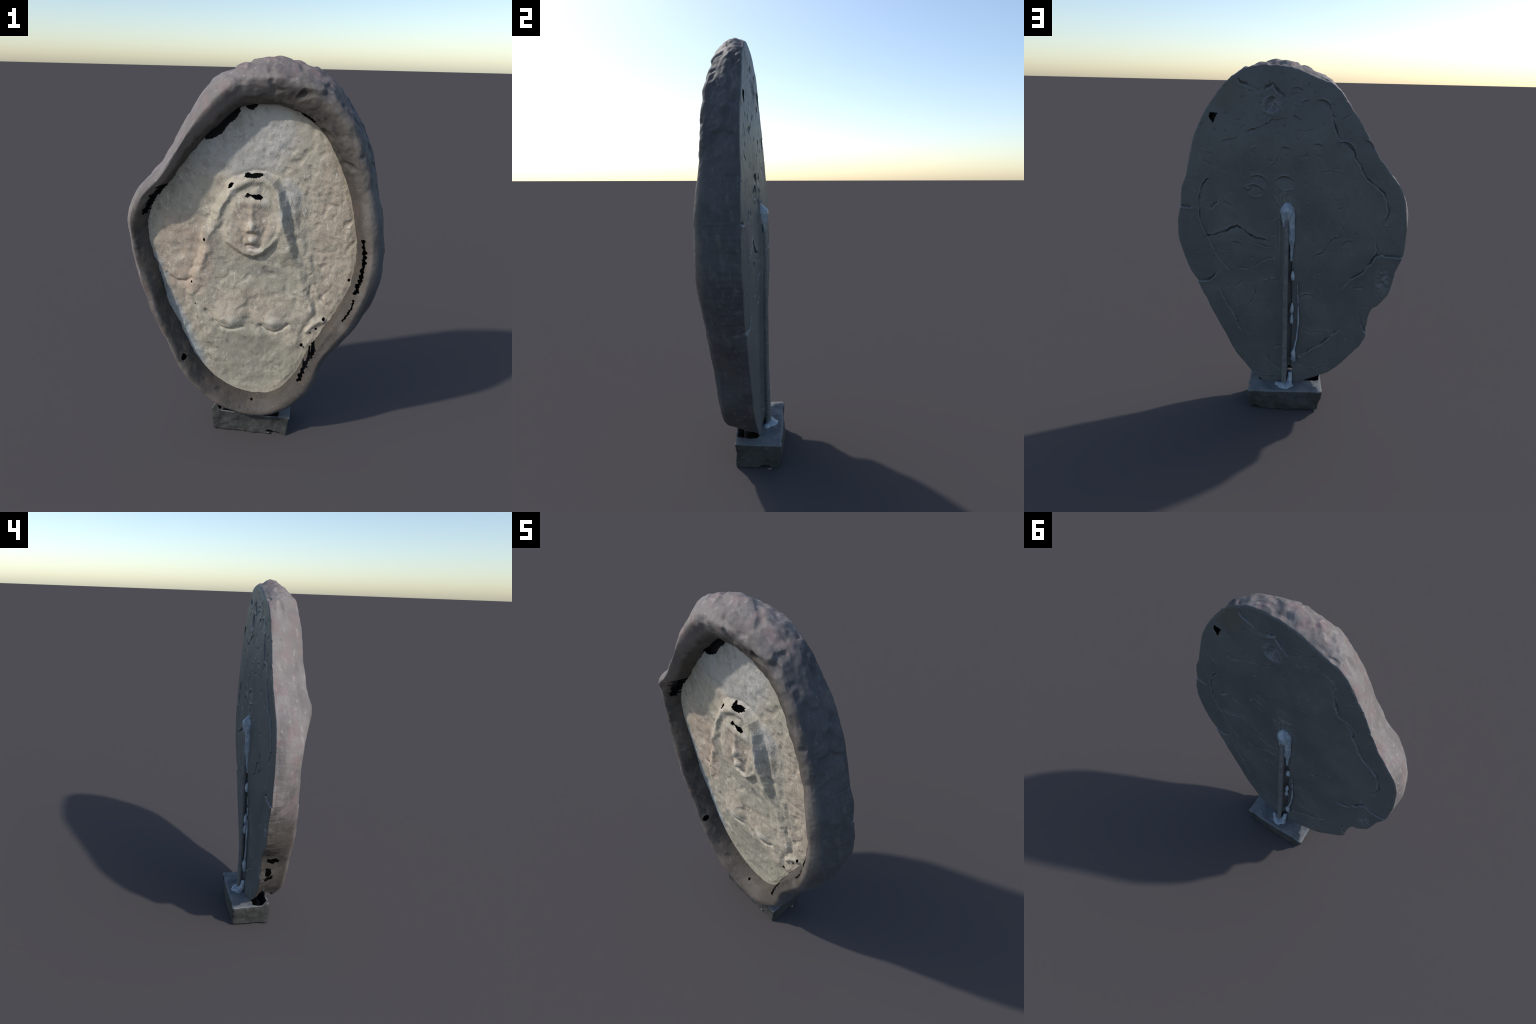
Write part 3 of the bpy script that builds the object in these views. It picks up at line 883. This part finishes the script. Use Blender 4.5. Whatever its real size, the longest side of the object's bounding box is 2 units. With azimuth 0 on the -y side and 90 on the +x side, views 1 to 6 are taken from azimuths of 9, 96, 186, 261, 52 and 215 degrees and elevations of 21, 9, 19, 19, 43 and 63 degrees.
capb = cap(0, M_BACK, 'cap', True, root)
if capb.polygons[0].normal.y < 0:
    capb.flip_normals()
capf = cap(NR - 1, M_FLOOR, 'cap', False, root)
if capf.polygons[0].normal.y > 0:
    capf.flip_normals()
for nm, me in (('back_plate', capb), ('torso', capf)):
    ob = parts[nm]
    nv = len(ob.data.vertices)
    join_into(ob, me)
    ob.data.polygons.foreach_set('use_smooth', np.ones(len(ob.data.polygons), bool))
    row = 0 if nm == 'back_plate' else NR - 1
    # same normals as the whole body everywhere
    tree_n = np.zeros((len(ob.data.vertices), 3), np.float32)
    sel = (reg == REGIONS.index(nm)) & ~gone
    used = np.unique(quads[sel])
    tree_n[:nv] = VN[used]
    tree_n[nv:nv + NT] = VN[row * NT:(row + 1) * NT]
    tree_n[nv + NT:] = VN[row * NT:(row + 1) * NT].mean(0)
    ob.data.normals_split_custom_set_from_vertices(tree_n)

# near-black core modelled to give the unlit darkness seen through the gaps
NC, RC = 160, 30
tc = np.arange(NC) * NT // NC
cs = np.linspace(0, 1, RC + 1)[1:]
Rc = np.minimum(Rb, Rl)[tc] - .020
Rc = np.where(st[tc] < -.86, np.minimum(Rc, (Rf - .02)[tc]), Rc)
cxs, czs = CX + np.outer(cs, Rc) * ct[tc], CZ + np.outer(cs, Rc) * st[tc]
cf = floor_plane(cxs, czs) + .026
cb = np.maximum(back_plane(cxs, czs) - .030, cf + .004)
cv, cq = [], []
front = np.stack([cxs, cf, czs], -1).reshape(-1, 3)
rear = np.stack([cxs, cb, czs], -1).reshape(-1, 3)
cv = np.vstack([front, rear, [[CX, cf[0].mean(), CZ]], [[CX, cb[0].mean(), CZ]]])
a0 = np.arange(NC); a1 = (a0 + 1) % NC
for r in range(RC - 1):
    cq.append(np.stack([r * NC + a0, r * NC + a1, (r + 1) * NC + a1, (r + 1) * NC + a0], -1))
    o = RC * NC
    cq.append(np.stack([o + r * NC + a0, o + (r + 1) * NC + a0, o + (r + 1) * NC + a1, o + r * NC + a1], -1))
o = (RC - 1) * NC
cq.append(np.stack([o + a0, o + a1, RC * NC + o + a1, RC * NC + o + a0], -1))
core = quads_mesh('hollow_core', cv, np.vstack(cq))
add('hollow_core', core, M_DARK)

# ---------------------------------------------------------------------- rod
ROD = [(.018, .052, 1.215), (.019, .062, 1.05), (.018, .066, .88), (.016, .068, .70), (.011, .070, .45), (.010, .076, .28), (.010, .082, .12)]
RA, RL = 22, 520
pp = np.array(ROD)
tt = np.linspace(0, 1, len(pp))
ts = np.linspace(0, 1, RL)
axis = np.stack([np.interp(ts, tt, pp[:, i]) for i in range(3)], -1)
k = np.ones(61) / 61
axis = np.stack([np.convolve(np.pad(axis[:, i], 30, mode='reflect', reflect_type='odd'), k, 'valid') for i in range(3)], -1)
an = np.arange(RA) / RA * 2 * math.pi
turn = (1.215 - axis[:, 2])[:, None] / .0085 * 2 * math.pi + an[None, :]
rr = .0155 + .0007 * np.sin(turn) + .0012 * noise3(axis[:, 2][:, None] * 30 + 0 * an, np.cos(an)[None, :] * 1.2 + 0 * turn, np.sin(an)[None, :] * 1.2 + 0 * turn)
RV = np.stack([axis[:, 0][:, None] + rr * np.cos(an), axis[:, 1][:, None] + rr * np.sin(an), axis[:, 2][:, None] + 0 * rr], -1).reshape(-1, 3)
b0 = np.arange(RL - 1)[:, None] * RA + np.arange(RA)[None, :]
b1 = np.arange(RL - 1)[:, None] * RA + (np.arange(RA)[None, :] + 1) % RA
RQ = np.stack([b0, b0 + RA, b1 + RA, b1], -1).reshape(-1, 4)
add('support_rod', quads_mesh('support_rod', RV, RQ), M_ROD)


# --------------------------------------------------------------------- glue
def glue_mesh(name, blobs, res=.0035, amp=.003):
    """Lumps given as tapered strings of balls (x, y, z, radius), fused."""
    mb = bpy.data.metaballs.new(name + '_source')
    mb.resolution = res
    mb.threshold = .12
    for x, y, z, r in blobs:
        el = mb.elements.new()
        el.co = (x, y, z)
        el.radius = r * 1.25
    ob = bpy.data.objects.new(name + '_source', mb)
    bpy.context.scene.collection.objects.link(ob)
    dg = bpy.context.evaluated_depsgraph_get()
    me = bpy.data.meshes.new_from_object(ob.evaluated_get(dg))
    bpy.data.objects.remove(ob)
    bpy.data.metaballs.remove(mb)
    me.name = name
    nv = len(me.vertices)
    co = np.empty(nv * 3, np.float32); me.vertices.foreach_get('co', co); co = co.reshape(-1, 3).astype(float)
    no = np.empty(nv * 3, np.float32); me.vertices.foreach_get('normal', no); no = no.reshape(-1, 3)
    d = amp * fbm(co[:, 0] * 40, co[:, 1] * 40, co[:, 2] * 25, 2)
    me.vertices.foreach_set('co', (co + no * d[:, None]).astype(np.float32).ravel())
    me.polygons.foreach_set('use_smooth', np.ones(len(me.polygons), bool))
    me.update()
    me.materials.clear()
    return me


def string(pts, step=.5):
    out = []
    for a, b in zip(pts[:-1], pts[1:]):
        a, b = np.array(a), np.array(b)
        m = max(2, int(np.linalg.norm(b[:3] - a[:3]) / (step * max(a[3], b[3]))) + 1)
        out += [tuple(a + (b - a) * t) for t in np.linspace(0, 1, m)]
    return out


add('glue_cap', glue_mesh('glue_cap', string([(.020, .040, 1.240, .026), (.018, .046, 1.215, .038), (.016, .048, 1.19, .036)])
    + string([(.046, .040, 1.20, .014), (.046, .040, 1.12, .010)])
    + string([(-.006, .052, 1.20, .020), (-.010, .052, 1.12, .017), (-.010, .054, 1.06, .019), (-.012, .054, 1.01, .010), (-.012, .05, .93, .007)])
    + string([(.036, .062, 1.18, .008), (.034, .066, 1.13, .006)])), M_GLUE)
for pts in ([(-.022, .052, .868, .004), (-.023, .054, .848, .009), (-.024, .054, .832, .012), (-.025, .054, .818, .010)],
            [(-.026, .054, .668, .004), (-.025, .056, .645, .009), (-.024, .056, .622, .011), (-.024, .056, .608, .009)],
            [(-.026, .056, .598, .004), (-.025, .058, .575, .009), (-.025, .058, .555, .011), (-.025, .058, .543, .009)],
            [(-.050, .050, .80, .003), (-.060, .050, .66, .003), (-.064, .052, .54, .005), (-.058, .054, .44, .005), (-.046, .056, .37, .005),
             (-.040, .056, .335, .014), (-.046, .056, .29, .011), (-.030, .056, .30, .008)]):
    add('glue_drip', glue_mesh('glue_drip', string(pts, .3), .002, .0015), M_GLUE)
add('glue_foot', glue_mesh('glue_foot', string([(-.026, .060, .195, .013), (-.024, .066, .155, .017), (-.016, .086, .125, .026)])
    + string([(.046, .075, .120, .020), (.012, .098, .118, .030), (-.030, .088, .122, .024)])
    + string([(.0, .115, .116, .022), (-.022, .128, .120, .009)])), M_GLUE)

# --------------------------------------------------------------------- base
TOP = dict(pb=(.219, .164, .118), mb=(-.225, .144, .137), pf=(.237, -.060, .126), mf=(-.208, -.083, .135))
BOT = dict(pb=(.206, .160, .0), mb=(-.202, .142, .016), pf=(.218, -.054, .0), mf=(-.202, -.076, .012))
bm = bmesh.new()
NU, NV, NW = 96, 48, 30


def corner(u, v, w):
    P = 0
    for a, ku in ((1 - u, 'm'), (u, 'p')):
        for b_, kv in ((1 - v, 'f'), (v, 'b')):
            P = P + a * b_ * (w * np.array(TOP[ku + kv]) + (1 - w) * np.array(BOT[ku + kv]))
    return P


def patch(fu, na, nb, skip=None):
    g = [[bm.verts.new(fu(i / na, j / nb)) for j in range(nb + 1)] for i in range(na + 1)]
    for i in range(na):
        for j in range(nb):
            vs = (g[i][j], g[i + 1][j], g[i + 1][j + 1], g[i][j + 1])
            c = sum((v.co for v in vs), start=vs[0].co * 0) / 4
            if skip and skip(c.x, c.y, c.z):
                continue
            bm.faces.new(vs)


def n1(x, y, z):
    return float(noise3(np.array([x]), np.array([y]), np.array([z]))[0])


def top_open(x, y, z):
    e = .02 * n1(x * 25, y * 25, 3)
    return -.196 < x + .3 * e < .165 and -.066 < y + .4 * e < .030 + .012 * math.sin(x * 9)


def low_chip(x, y, z):
    lim = .004 + .085 * max(0, n1(x * 13, y * 13, 7.5) - .10)
    return z < lim


def front_hole(x, y, z):
    return low_chip(x, y, z) or (abs(x - .128) < .020 and abs(z - .026) < .007 - .004 * abs(x - .12) / .02)


patch(lambda a, b_: corner(a, b_, 1), NU, NV, top_open)
patch(lambda a, b_: corner(a, 0, b_), NU, NW, front_hole)
patch(lambda a, b_: corner(a, 1, b_), NU, NW, low_chip)
patch(lambda a, b_: corner(0, a, b_), NV, NW, low_chip)
patch(lambda a, b_: corner(1, a, b_), NV, NW, low_chip)
bmesh.ops.remove_doubles(bm, verts=bm.verts, dist=1e-5)
loose = [v for v in bm.verts if not v.link_faces]
bmesh.ops.delete(bm, geom=loose, context='VERTS')
bmesh.ops.recalc_face_normals(bm, faces=bm.faces)
bm.normal_update()
for _ in range(9):      # worn arrises
    bmesh.ops.smooth_vert(bm, verts=[v for v in bm.verts if v.is_manifold], factor=.5, use_axis_x=True, use_axis_y=True, use_axis_z=True)
bm.normal_update()
cc = np.array([v.co for v in bm.verts]); nn = np.array([v.normal for v in bm.verts])
d = .011 * fbm(cc[:, 0] * 12, cc[:, 1] * 11, cc[:, 2] * 11, 3) + .002 * noise3(cc[:, 0] * 60, cc[:, 1] * 60, cc[:, 2] * 60)
d += .018 * sstep(.13, .16, cc[:, 1]) * np.exp(-((cc[:, 2] - .06) / .05) ** 2) * np.exp(-(cc[:, 0] / .17) ** 2)
fin = .040 * np.exp(-((cc[:, 0] + .185) / .016) ** 2) * sstep(.10, .14, cc[:, 2]) * sstep(-.03, -.06, cc[:, 1])
for v, dd, no, fi in zip(bm.verts, d, nn, fin):
    v.co.x += dd * no[0]; v.co.y += dd * no[1] + fi * .3; v.co.z += dd * no[2] + fi
low = min(v.co.z for v in bm.verts)
for v in bm.verts:
    v.co.z -= low * max(0, 1 - v.co.z / .12)
for v in bm.verts:
    v.co.z = max(0.0, v.co.z)
me = bpy.data.meshes.new('mortar_base')
bm.to_mesh(me)
bm.free()
me.polygons.foreach_set('use_smooth', np.ones(len(me.polygons), bool))
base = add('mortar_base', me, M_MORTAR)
sol = base.modifiers.new('wall', 'SOLIDIFY')
sol.thickness = .009
sol.offset = -1
dg = bpy.context.evaluated_depsgraph_get()
me2 = bpy.data.meshes.new_from_object(base.evaluated_get(dg))
base.modifiers.clear()
base.data = me2
